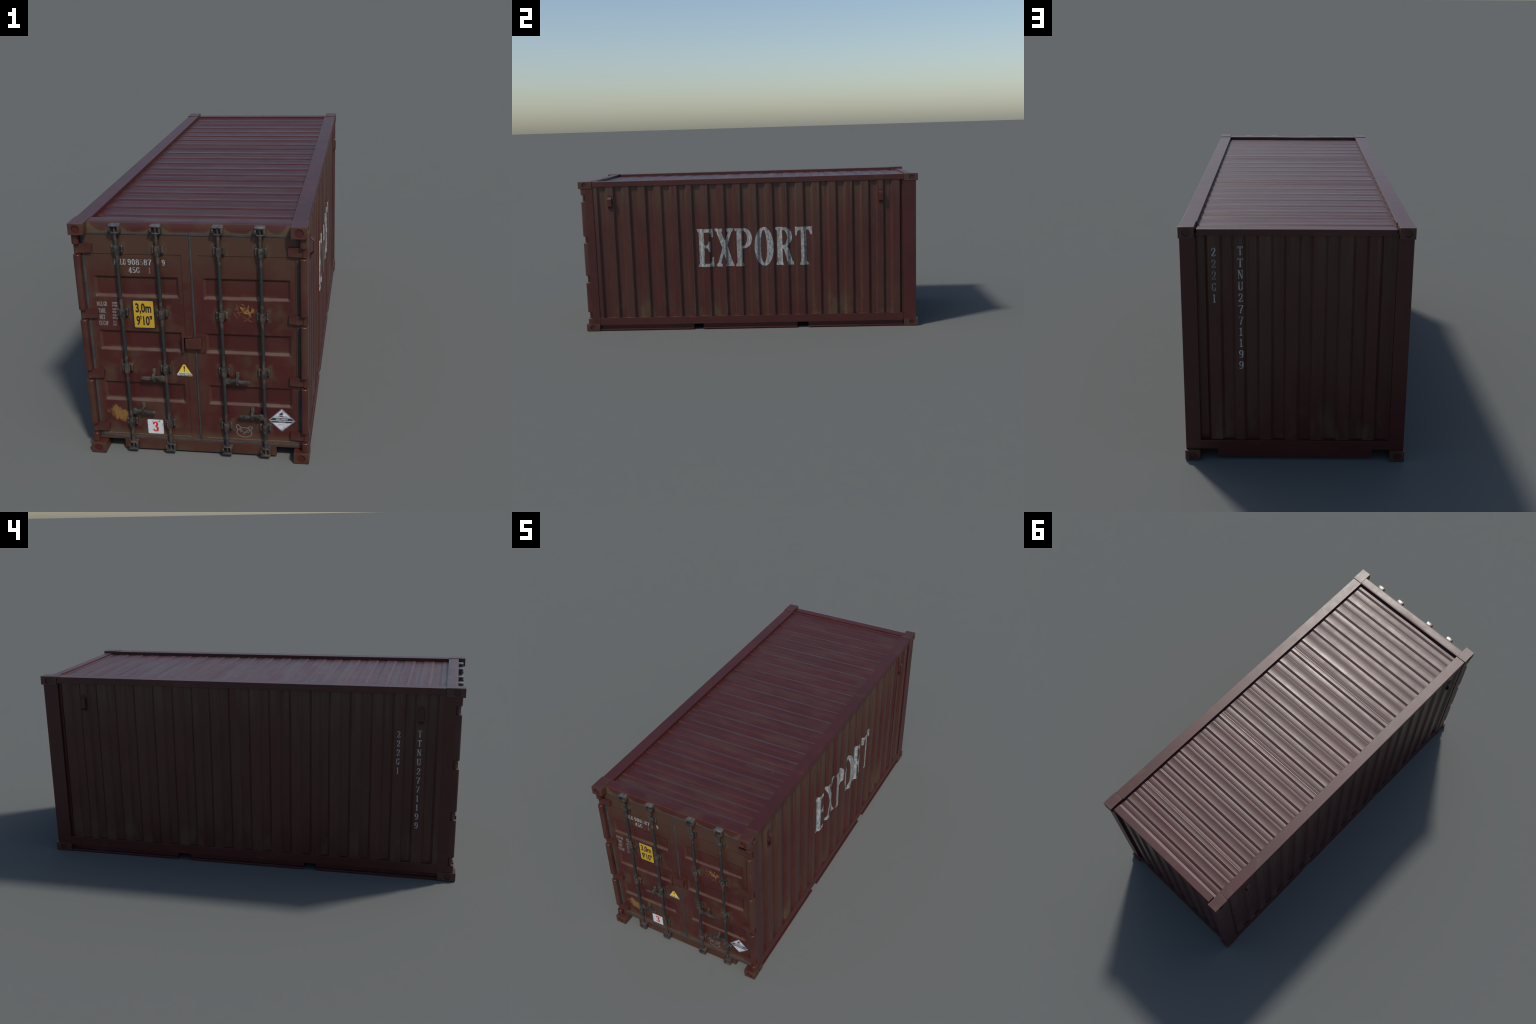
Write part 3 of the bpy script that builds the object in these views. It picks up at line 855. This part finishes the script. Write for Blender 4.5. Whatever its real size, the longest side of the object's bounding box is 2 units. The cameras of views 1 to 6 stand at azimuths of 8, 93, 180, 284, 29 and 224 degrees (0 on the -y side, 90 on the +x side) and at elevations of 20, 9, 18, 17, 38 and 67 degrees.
# serif stencil alphabet: strokes in a box 1 high, drawn with a broad pen
V = lambda x, y0=0.0, y1=1.0: [(x, y0), (x, y1)]
Hh = lambda x0, x1, y: [(x0, y), (x1, y)]
GLYPH = {
    'T': (.60, [V(.30), Hh(.02, .58, .96), Hh(.17, .43, .03)], [V(.04, .78, .96), V(.56, .78, .96)]),
    'N': (.62, [[(.12, 1), (.50, 0)], Hh(.0, .22, .97), Hh(.40, .62, .97), Hh(.02, .22, .03)], [V(.12), V(.51)]),
    'U': (.62, [spline([(.14, 1), (.14, .3), (.18, .10), (.31, .035), (.44, .10), (.49, .3)]), Hh(.02, .27, .97), Hh(.38, .62, .97)], [V(.49, .3, 1)]),
    '2': (.56, [spline([(.10, .74), (.14, .90), (.29, .965), (.44, .87), (.45, .68), (.32, .40), (.08, .06)]), Hh(.05, .52, .045)], [V(.50, .04, .24), V(.10, .66, .80)]),
    '7': (.56, [Hh(.05, .53, .94), spline([(.52, .94), (.36, .55), (.27, .25), (.26, 0)])], [V(.07, .76, .96)]),
    '1': (.44, [V(.22), [(.22, .97), (.08, .84)], Hh(.05, .39, .03)], []),
    '9': (.56, [arc(.27, .69, .18, .275, 0, 360, 26), spline([(.45, .69), (.44, .36), (.36, .10), (.22, .04), (.10, .13)])], [V(.11, .08, .20)]),
    '8': (.56, [arc(.28, .74, .16, .225, 0, 360, 22), arc(.28, .27, .20, .24, 0, 360, 22)], []),
    '0': (.56, [arc(.28, .50, .18, .47, 0, 360, 26)], []),
    '5': (.56, [Hh(.12, .46, .94), spline([(.10, .50), (.24, .58), (.40, .52), (.46, .32), (.40, .10), (.24, .035), (.08, .13)])], [V(.12, .50, .94), V(.08, .1, .22)]),
    '4': (.58, [V(.38), [(.38, .98), (.04, .30)], Hh(.03, .56, .27), Hh(.24, .52, .03)], []),
    '3': (.56, [spline([(.08, .80), (.16, .93), (.30, .965), (.43, .86), (.42, .66), (.26, .54)]), spline([(.26, .54), (.42, .46), (.47, .28), (.40, .09), (.25, .035), (.08, .16)])], [V(.09, .72, .86), V(.09, .10, .26)]),
    '6': (.56, [arc(.29, .30, .18, .265, 0, 360, 24), spline([(.11, .30), (.13, .66), (.24, .90), (.40, .96), (.48, .86)])], []),
    'G': (.62, [spline([(.50, .74), (.42, .92), (.30, .965), (.15, .84), (.10, .50), (.15, .16), (.30, .035), (.44, .12), (.48, .36)]), Hh(.34, .60, .40)], [V(.50, .04, .40), V(.50, .70, .97)]),
    'R': (.62, [V(.13), Hh(.0, .30, .965), spline([(.28, .965), (.44, .90), (.46, .73), (.40, .56), (.26, .51), (.14, .51)]), [(.28, .50), (.52, .02)], Hh(.0, .26, .03)], []),
    'K': (.62, [V(.13), [(.24, .55), (.52, .02)], Hh(.0, .26, .97), Hh(.0, .26, .03), Hh(.38, .60, .97)], [[(.13, .38), (.52, .97)]]),
    'L': (.56, [V(.15), Hh(.02, .28, .97), Hh(.02, .52, .03)], [V(.51, .03, .26)]),
    'M': (.74, [V(.60), [(.12, .98), (.36, .12)], Hh(.0, .2, .97), Hh(.52, .74, .97), Hh(.0, .2, .03), Hh(.5, .72, .03)], [V(.11), [(.36, .12), (.60, .98)]]),
    'A': (.62, [[(.30, .98), (.52, .02)], Hh(.16, .44, .34), Hh(.0, .2, .03), Hh(.4, .64, .03)], [[(.30, .98), (.09, .02)]]),
    'X': (.62, [[(.10, .98), (.52, .02)], Hh(.0, .22, .97), Hh(.40, .62, .97), Hh(.0, .22, .03), Hh(.40, .62, .03)], [[(.50, .98), (.10, .02)]]),
    'C': (.60, [spline([(.50, .74), (.42, .92), (.30, .965), (.15, .84), (.10, .50), (.15, .16), (.30, .035), (.44, .12), (.51, .28)])], [V(.51, .72, .97)]),
    'E': (.58, [V(.14), Hh(.0, .50, .965), Hh(.14, .40, .52), Hh(.0, .52, .03)], [V(.49, .78, .96), V(.51, .03, .24), V(.39, .40, .64)]),
    'P': (.58, [V(.13), Hh(.0, .30, .965), spline([(.28, .965), (.45, .90), (.48, .72), (.42, .53), (.26, .47), (.14, .47)]), Hh(.0, .28, .03)], []),
    'V': (.60, [[(.10, .98), (.30, .02)], Hh(.0, .22, .97), Hh(.40, .60, .97)], [[(.50, .98), (.30, .02)]]),
    'I': (.34, [V(.17), Hh(.04, .30, .97), Hh(.04, .30, .03)], []),
    'D': (.62, [V(.14), spline([(.02, .965), (.26, .965), (.44, .82), (.50, .50), (.44, .18), (.26, .03), (.02, .03)])], []),
    'Y': (.60, [V(.30, 0, .45), [(.10, .98), (.30, .45)], Hh(.0, .22, .97), Hh(.40, .60, .97)], [[(.50, .98), (.30, .45)]]),
    'S': (.54, [spline([(.44, .78), (.36, .94), (.24, .965), (.10, .84), (.14, .62), (.38, .42), (.44, .20), (.32, .05), (.18, .035), (.07, .2)])], []),
    'H': (.64, [V(.14), V(.50), Hh(.14, .5, .5), Hh(.02, .26, .97), Hh(.38, .62, .97), Hh(.02, .26, .03), Hh(.38, .62, .03)], []),
    'O': (.62, [arc(.31, .50, .21, .47, 0, 360, 26)], []),
    'F': (.56, [V(.14), Hh(.0, .50, .965), Hh(.14, .38, .5)], [V(.49, .78, .96)]),
    '.': (.26, [], [V(.10, .0, .12)]),
    ' ': (.40, [], []),
}

class Decal:
    """Collects flat polygons (u right, v up) and lays them on a surface through `put`."""
    def __init__(s, put): s.put = put; s.polys = []; s.layer = 0
    def quads(s, qs, lift=0.0):
        for q in qs: s.polys.append((q, lift + s.layer * .00004))
        s.layer = (s.layer + 1) % 8
    def poly(s, pts, lift=0.0): s.polys.append((pts, lift))
    def glyph(s, ch, u, v, h, w=1.0, a=.074, b=.034):
        wd, fat, thin = GLYPH[ch]
        f = lambda pts: [(u + x * h * w, v + y * h) for x, y in pts]
        for st in fat: s.quads(ribbon(f(st), a * h * w, b * h))
        for st in thin: s.quads(ribbon(f(st), a * .5 * h * w, b * h))
        return wd * h * w
    def text(s, t, u, v, h, w=1.0, gap=.06, **k):
        for ch in t: u += s.glyph(ch, u, v, h, w, **k) + gap * h * w
        return u
    def column(s, t, uc, vtop, h, pitch, w=1.0, **k):
        for i, ch in enumerate(t):
            s.glyph(ch, uc - GLYPH[ch][0] * h * w / 2, vtop - h - i * pitch, h, w, **k)
    def make(s, name, mat, parent, kind=None):
        bm = bmesh.new()
        for pts, lift in s.polys:
            vs = [bm.verts.new(s.put(p[0], p[1], lift)) for p in pts]
            try: bm.faces.new(vs)
            except ValueError: pass
        big = [f for f in bm.faces if len(f.verts) > 4]
        if big: bmesh.ops.triangulate(bm, faces=big)
        out = Vector(s.put(0, 0, 1)) - Vector(s.put(0, 0, 0))
        for f in bm.faces:
            f.normal_update()
            if f.normal.dot(out) < 0: f.normal_flip()
        me = bpy.data.meshes.new(name); bm.to_mesh(me); bm.free(); me.materials.append(mat)
        return link(bpy.data.objects.new(name, me), parent)

on_panel = lambda u, v, l: (u, PANEL_Y - .0005 - l, v)
on_leaf = lambda u, v, l: (u, DOOR_Y - .0005 - l, v)
on_rear = lambda u, v, l: (-u, RY_OUT + .0005 + l, v)
on_left = lambda u, v, l: (-WALL_OUT - .0005 - l, -u, v)

# --- container numbers in vertical columns
d = Decal(on_rear); d.column("TTNU2771199", -.1962, .8310, .0315, .0434, 1.02); d.make("number_marking", M["stencil"], rear_wall)
d = Decal(on_rear); d.column("2", -.2893, .8255, .0310, .0430, .92); d.column("1", -.2893, .8255 - .172, .0310, .0430, .92); d.make("number_marking", M["stencil"], rear_wall)
d = Decal(on_rear); d.column("22G", -.2893, .8255 - .043, .0310, .0430, .92); d.make("number_marking", M["worn"], rear_wall)
d = Decal(on_left); d.column("TTNU2771199", .8128, .7100, .0300, .0433, 1.05); d.make("number_marking", M["stencil"], walls[-1])
d = Decal(on_left); d.column("222G1", .7205, .7040, .0300, .0423, .88); d.make("number_marking", M["stencil"], walls[-1])

# --- door lettering
d = Decal(on_panel); d.text("RKLU", -.2675, .7465, .0215, .78, gap=.04); d.make("number_marking", M["stencil"], doors[-1])
d = Decal(on_panel); d.text("908", -.2185, .7465, .0215, 1.07, gap=.06); d.text("87", -.1613, .7465, .0215, 1.07, gap=.06); d.text("9", -.0972, .7465, .0215, .98); d.make("number_marking", M["stencil"], doors[-1])
d = Decal(on_panel); d.text("5", -.1756, .7465, .0215, 1.07); d.text("1", -.1475, .7165, .0215, 1.1); d.make("number_marking", M["ghost"], doors[-1])
d = Decal(on_panel); d.text("45G", -.2175, .7165, .0212, 1.02); d.make("number_marking", M["stencil"], doors[-1])
d = Decal(on_panel)
for t, u, z, w in (("MAX.GR", -.3447, .5875, .62), ("TARE", -.3415, .5612, .64), ("NET", -.3395, .5365, .66), ("CU.CAP.", -.3432, .5125, .60)):
    d.text(t, u, z, .0168, w, gap=.03, a=.10, b=.05)
for i, z in enumerate((.5975, .5870, .5728, .5620, .5490, .5385, .5238, .5125)):
    d.text(("30480", "67200", "2200", "4850", "28280", "62350", "33.2", "1172")[i], -.2890 - .0004 * i, z, .0068, .98, gap=.02, a=.10, b=.06)
d.make("weight_marking", M["worn"], doors[-1])

# --- rounded sticker outline
def rrect(x0, x1, z0, z1, r, k=5):
    pts = []
    for cx, cz, a in ((x1 - r, z1 - r, 0), (x0 + r, z1 - r, 90), (x0 + r, z0 + r, 180), (x1 - r, z0 + r, 270)):
        pts += arc(cx, cz, r, r, a, a + 90, k)
    return pts

def sans(d_name, mat, parent, text, u, v, size, xs=1.0, bold=.0, lift=.0006, put=on_panel, align='CENTER'):
    cu = bpy.data.curves.new(d_name, 'FONT'); cu.body = text; cu.size = 1.0; cu.align_x = align; cu.offset = bold; cu.resolution_u = 4
    tmp = link(bpy.data.objects.new("tmp_text", cu))
    dg = bpy.context.evaluated_depsgraph_get(); dg.update()
    me = bpy.data.meshes.new_from_object(tmp.evaluated_get(dg)); me.name = d_name
    bpy.data.objects.remove(tmp); bpy.data.curves.remove(cu)
    for q in me.vertices: q.co = put(u + q.co.x * size * xs, v + q.co.y * size, lift)
    me.materials.clear(); me.materials.append(mat)
    return link(bpy.data.objects.new(d_name, me), parent)

# yellow height plate
d = Decal(on_panel); d.poly(rrect(-.2165, -.1342, .5030, .6168, .0075)); plate = d.make("height_sign", M["black"], doors[-1])
d = Decal(on_panel); d.poly(rrect(-.2118, -.1390, .5080, .6118, .0040), .0004); d.make("sign_field", M["yellow"], plate)
sans("sign_text", M["black"], plate, "3,0m", -.1758, .5685, .0475, .62, .030, .0009)
sans("sign_text", M["black"], plate, "9'10\"", -.1748, .5195, .0475, .60, .030, .0009)

# white class plate with a red serif three
d = Decal(on_panel); d.poly(rrect(-.1958, -.1345, .0705, .1325, .0050)); plate = d.make("class_sign", M["black"], doors[-1])
d = Decal(on_panel); d.poly(rrect(-.1950, -.1352, .0713, .1317, .0045), .0004); d.make("sign_field", M["white"], plate)
d = Decal(on_panel); d.glyph('3', -.1760, .0815, .0400, .95, .11, .05)
for q in d.polys: pass
d.polys = [(p, l + .0008) for p, l in d.polys]; d.make("sign_text", M["red"], plate)

# warning triangle
T0, T1, TX = .3195, .3680, -.0412
d = Decal(on_leaf); d.poly(rrect(-.0697, -.0130, T0 - .0005, T0 + .0065, .0030)); tri = d.make("warning_sign", M["black"], doors[-1])
def tri_w(z): return .0300 * (T1 + .0010 - z) / (T1 - T0 - .004)
zA, zB = .3255, .3352
d = Decal(on_leaf); d.poly([(TX - tri_w(zA), zA), (TX + tri_w(zA), zA), (TX + tri_w(zB), zB), (TX - tri_w(zB), zB)], .0003); d.make("sign_field", M["white"], tri)
d = Decal(on_leaf); d.poly([(TX - tri_w(zB), zB), (TX + tri_w(zB), zB), (TX + .0042, .3662), (TX + .0022, .3678), (TX - .0022, .3678), (TX - .0042, .3662)], .0003); d.make("sign_field", M["lemon"], tri)
d = Decal(on_leaf); d.poly([(TX - .0026, .3612), (TX + .0026, .3612), (TX + .0017, .3470), (TX - .0017, .3470)], .0006); d.poly(arc(TX, .3420, .0025, .0025, 0, 348, 14), .0006)
d.make("sign_text", M["black"], tri)
sans("sign_text", M["black"], tri, "THANK YOU", TX, .3272, .0086, .86, .035, .0006, on_leaf)
sans("sign_text", M["lemon"], tri, "FOR YOUR ATTENTION", TX + .0005, .3208, .0054, .95, .01, .0006, on_leaf)

# delivery diamond
cx, cz, hw, hh = .3089, .1540, .0485, .0485
def dia(k): return [(cx, cz + hh * k), (cx - hw * k, cz), (cx, cz - hh * k), (cx + hw * k, cz)]
def band(z0, z1, k):
    f = lambda z: hw * k - abs(z - cz) * hw / hh
    pts = [(cx - f(z0), z0), (cx + f(z0), z0)]
    if z0 < cz < z1: pts += [(cx + f(cz), cz)]
    pts += [(cx + f(z1), z1), (cx - f(z1), z1)]
    if z0 < cz < z1: pts += [(cx - f(cz), cz)]
    return pts
d = Decal(on_panel); d.poly(dia(1.0)); dm = d.make("delivery_sign", M["worn_white"], doors[1])
d = Decal(on_panel)
o_, i_ = dia(.975), dia(.925)
for a in range(4): d.poly([o_[a], o_[(a + 1) % 4], i_[(a + 1) % 4], i_[a]], .0003)
d.poly(band(.1535, .1640, .90), .0003); d.poly(band(.1446, .1512, .90), .0003)
d.poly(spline([(.2985, .1752), (.3030, .1830), (.3098, .1895)]) + [(.3118, .1835), (.3130, .1762)], .0003)
d.poly([(.2985, .1738), (.3062, .1736), (.3150, .1722), (.3125, .1690), (.3010, .1698)], .0003)
d.make("sign_print", M["navy"], dm)
sans("sign_text", M["white"], dm, "DELIVERY", .3086, .1555, .0092, 1.12, .01, .0006)
sans("sign_text", M["white"], dm, "* SERVICE *", .3086, .1462, .0050, 1.20, .005, .0006)
d = Decal(on_panel)
for i in range(5):
    z = .1655 + .0018 * i
    d.quads(ribbon(spline([(cx + t * (.040 - .004 * i), z + .0006 * math.sin(t * 9 + i * 2)) for t in (-.8, -.5, -.2, .1, .4, .8)]), .0003), .0003)
for x, z, w in ((.3020, .1390, .0080), (.3130, .1388, .0075), (.3060, .1330, .0100)):
    d.quads(ribbon([(x, z), (x + w, z - .0006)], .0005), .0003)
d.make("sign_print", M["chalk"], dm)

# --- chalk doodle of a scowling cat
def cat_xy(p):   # doodle units (right, up) -> door
    return (.1392 + p[0] * .0610, .0745 + p[1] * .0545)
def stroke(dec, pts, w, closed=False, smooth=True, **k):
    q = [cat_xy(p) for p in pts]
    q = spline(q) if smooth else q
    dec.quads(ribbon(q, w, **k))
d = Decal(on_panel)
stroke(d, [(.50, .76), (.28, .72), (.10, .56), (.035, .36), (.10, .22), (.30, .09), (.55, .035), (.78, .10), (.92, .25), (.935, .43), (.82, .63), (.66, .74), (.50, .76)], .00165)
stroke(d, [(.07, .62), (.02, .80), (.06, .97), (.15, .95), (.30, .76)], .0017)
stroke(d, [(.68, .74), (.80, .83), (.96, .85), (.97, .75), (.91, .62)], .0017)
stroke(d, [(.40, .46), (.30, .60), (.24, .62), (.22, .52), (.28, .44), (.40, .46)], .0010)
stroke(d, [(.30, .60), (.30, .52)], .0016, smooth=False)
stroke(d, [(.56, .45), (.66, .55), (.78, .60), (.78, .46), (.68, .38), (.56, .41), (.56, .45)], .0010)
stroke(d, [(.63, .52), (.67, .46)], .0016, smooth=False)
stroke(d, [(.43, .38), (.53, .39), (.48, .33), (.43, .38)], .0013)
stroke(d, [(.48, .33), (.47, .28), (.40, .26)], .0010)
stroke(d, [(.47, .28), (.55, .27)], .0010, smooth=False)
d.make("cat_doodle", M["chalk"], doors[1])

# --- ochre scribble on the right leaf (units of the sprayed patch)
def scr(p): return (.1420 + p[0] * .0790, .5420 + p[1] * .0740)
def scribble(lines, mat, w):
    d = Decal(on_panel)
    for pts in lines: d.quads(ribbon(spline([scr(p) for p in pts], 5), w, taper=True))
    d.make("spray_scribble", mat, doors[1])
scribble([[(.34, .80), (.44, .66), (.58, .46), (.66, .44)], [(.36, .78), (.50, .70), (.62, .64), (.58, .56)],
          [(.58, .50), (.68, .62), (.74, .88)], [(.62, .46), (.70, .62), (.78, .40), (.84, .24)],
          [(.48, .46), (.60, .45), (.78, .48), (.96, .52)], [(.80, .48), (.88, .56), (.94, .66), (.98, .48)],
          [(.74, .42), (.74, .26)], [(.86, .70), (.92, .62), (.98, .64)]], M["ochre"], .0029)
scribble([[(.22, .92), (.24, .70), (.28, .54)], [(.20, .50), (.36, .50), (.52, .54)], [(.22, .48), (.34, .40), (.30, .30)],
          [(.40, .36), (.52, .26), (.66, .16), (.80, .06), (.92, .04)], [(.88, .32), (.74, .22), (.58, .08), (.46, .0)],
          [(.04, .52), (.16, .32), (.26, .14)], [(.10, .64), (.22, .68), (.30, .72)], [(.52, .84), (.62, .70), (.66, .62)],
          [(.40, .88), (.50, .90), (.58, .80)], [(.84, .78), (.96, .70), (.99, .60)]], M["ochre_thin"], .0026)

# --- EXPORT across the corrugations of the right wall: outlines (right, up) of each letter
def letter_E():
    return [[(.000, .228), (.093, .228), (.0945, .180), (.090, .1765), (.085, .179), (.080, .198), (.072, .207), (.0415, .207), (.0420, .130), (.058, .130),
             (.065, .140), (.069, .152), (.0785, .152), (.0785, .089), (.073, .089), (.069, .094), (.065, .108), (.059, .113), (.0420, .113), (.0420, .019),
             (.077, .019), (.083, .032), (.086, .057), (.0960, .057), (.0960, .000), (.003, .000), (.003, .009), (.0105, .018), (.0105, .206), (.001, .218)]]
def letter_X():
    return [[(.000, .228), (.045, .228), (.046, .214), (.0405, .204), (.0605, .154), (.078, .202), (.069, .214), (.069, .228), (.110, .228), (.110, .216),
             (.098, .204), (.0725, .128), (.103, .024), (.111, .012), (.111, .000), (.063, .000), (.063, .012), (.069, .022), (.0510, .081), (.0335, .022),
             (.042, .012), (.042, .000), (.004, .000), (.004, .011), (.0165, .022), (.0440, .112), (.0115, .204), (.000, .218)]]
def bowl(x0, x1, zt, zb, k=12):
    rx, rz = x1 - x0, (zt - zb) / 2
    return [(x0 + rx * math.cos(math.radians(90 - 180 * i / k)), (zt + zb) / 2 + rz * math.sin(math.radians(90 - 180 * i / k))) for i in range(k + 1)]
def letter_P():
    return [[(.000, .228)] + bowl(.052, .104, .228, .106) + [(.0445, .106), (.0445, .022), (.052, .012), (.052, .000), (.004, .000), (.004, .012), (.012, .022), (.012, .206), (.000, .218)],
            [(.0445, .212)] + bowl(.048, .0735, .212, .121) + [(.0445, .121)]]
def letter_O():
    return [arc(.0568, .114, .0568, .1165, 0, 351, 40), arc(.0550, .114, .0195, .0985, 0, 351, 40)]
def letter_R():
    return [[(.000, .228)] + bowl(.050, .1000, .228, .112)[:-2] + [(.0690, .113), (.080, .098), (.098, .026), (.108, .016), (.108, .000), (.076, .000), (.0520, .088), (.046, .099), (.0415, .101), (.0415, .020), (.049, .010), (.049, .000), (.004, .000), (.004, .010), (.0105, .020),
             (.0105, .206), (.000, .216)],
            [(.0415, .211)] + bowl(.046, .0705, .211, .121) + [(.0415, .121)]]
def letter_T():
    return [[(.000, .228), (.100, .228), (.1005, .183), (.096, .179), (.091, .181), (.086, .198), (.079, .210), (.0660, .210), (.0660, .022), (.0770, .012), (.0770, .000),
             (.0260, .000), (.0260, .012), (.0340, .022), (.0340, .208), (.018, .207), (.013, .198), (.011, .178), (.005, .175), (.001, .179)]]
BREAKS = [p for p, v in SIDE]
def big_letter(contours, y0, z0):
    cu = bpy.data.curves.new("export_letter", 'CURVE'); cu.dimensions = '2D'; cu.fill_mode = 'BOTH'
    for pts in contours:
        sp = cu.splines.new('POLY'); sp.points.add(len(pts) - 1); sp.use_cyclic_u = True
        for q, p in zip(sp.points, pts): q.co = (p[0], p[1], 0, 1)
    tmp = link(bpy.data.objects.new("tmp_curve", cu))
    dg = bpy.context.evaluated_depsgraph_get(); dg.update()
    me = bpy.data.meshes.new_from_object(tmp.evaluated_get(dg))
    bpy.data.objects.remove(tmp); bpy.data.curves.remove(cu)
    bm = bmesh.new(); bm.from_mesh(me); bpy.data.meshes.remove(me)
    bmesh.ops.remove_doubles(bm, verts=bm.verts, dist=1e-6)
    for br in BREAKS:           # fold the letter along every bend of the sheet
        u = br - y0
        if -.01 < u < .13:
            bmesh.ops.bisect_plane(bm, geom=bm.verts[:] + bm.edges[:] + bm.faces[:], plane_co=(u, 0, 0), plane_no=(1, 0, 0), dist=1e-7)
    for q in bm.verts:
        yy = y0 + q.co.x
        lift = .0007
        if any(c - .001 < yy < c + .021 for c in SEAMS): lift = .0017
        q.co = (side_x(yy) + lift, yy, z0 + q.co.y)
    for f in bm.faces:
        f.normal_update()
        if f.normal.x < 0: f.normal_flip()
    me = bpy.data.meshes.new("export_letter"); bm.to_mesh(me); bm.free(); me.materials.append(M["export"])
    link(bpy.data.objects.new("export_letter", me), walls[1])
for fn, y0, z0 in ((letter_E, -.3052, .3785), (letter_X, -.1990, .3792), (letter_P, -.0806, .3785), (letter_O, .0369, .3795), (letter_R, .1607, .3800), (letter_T, .2785, .3790)):
    big_letter(fn(), y0, z0)
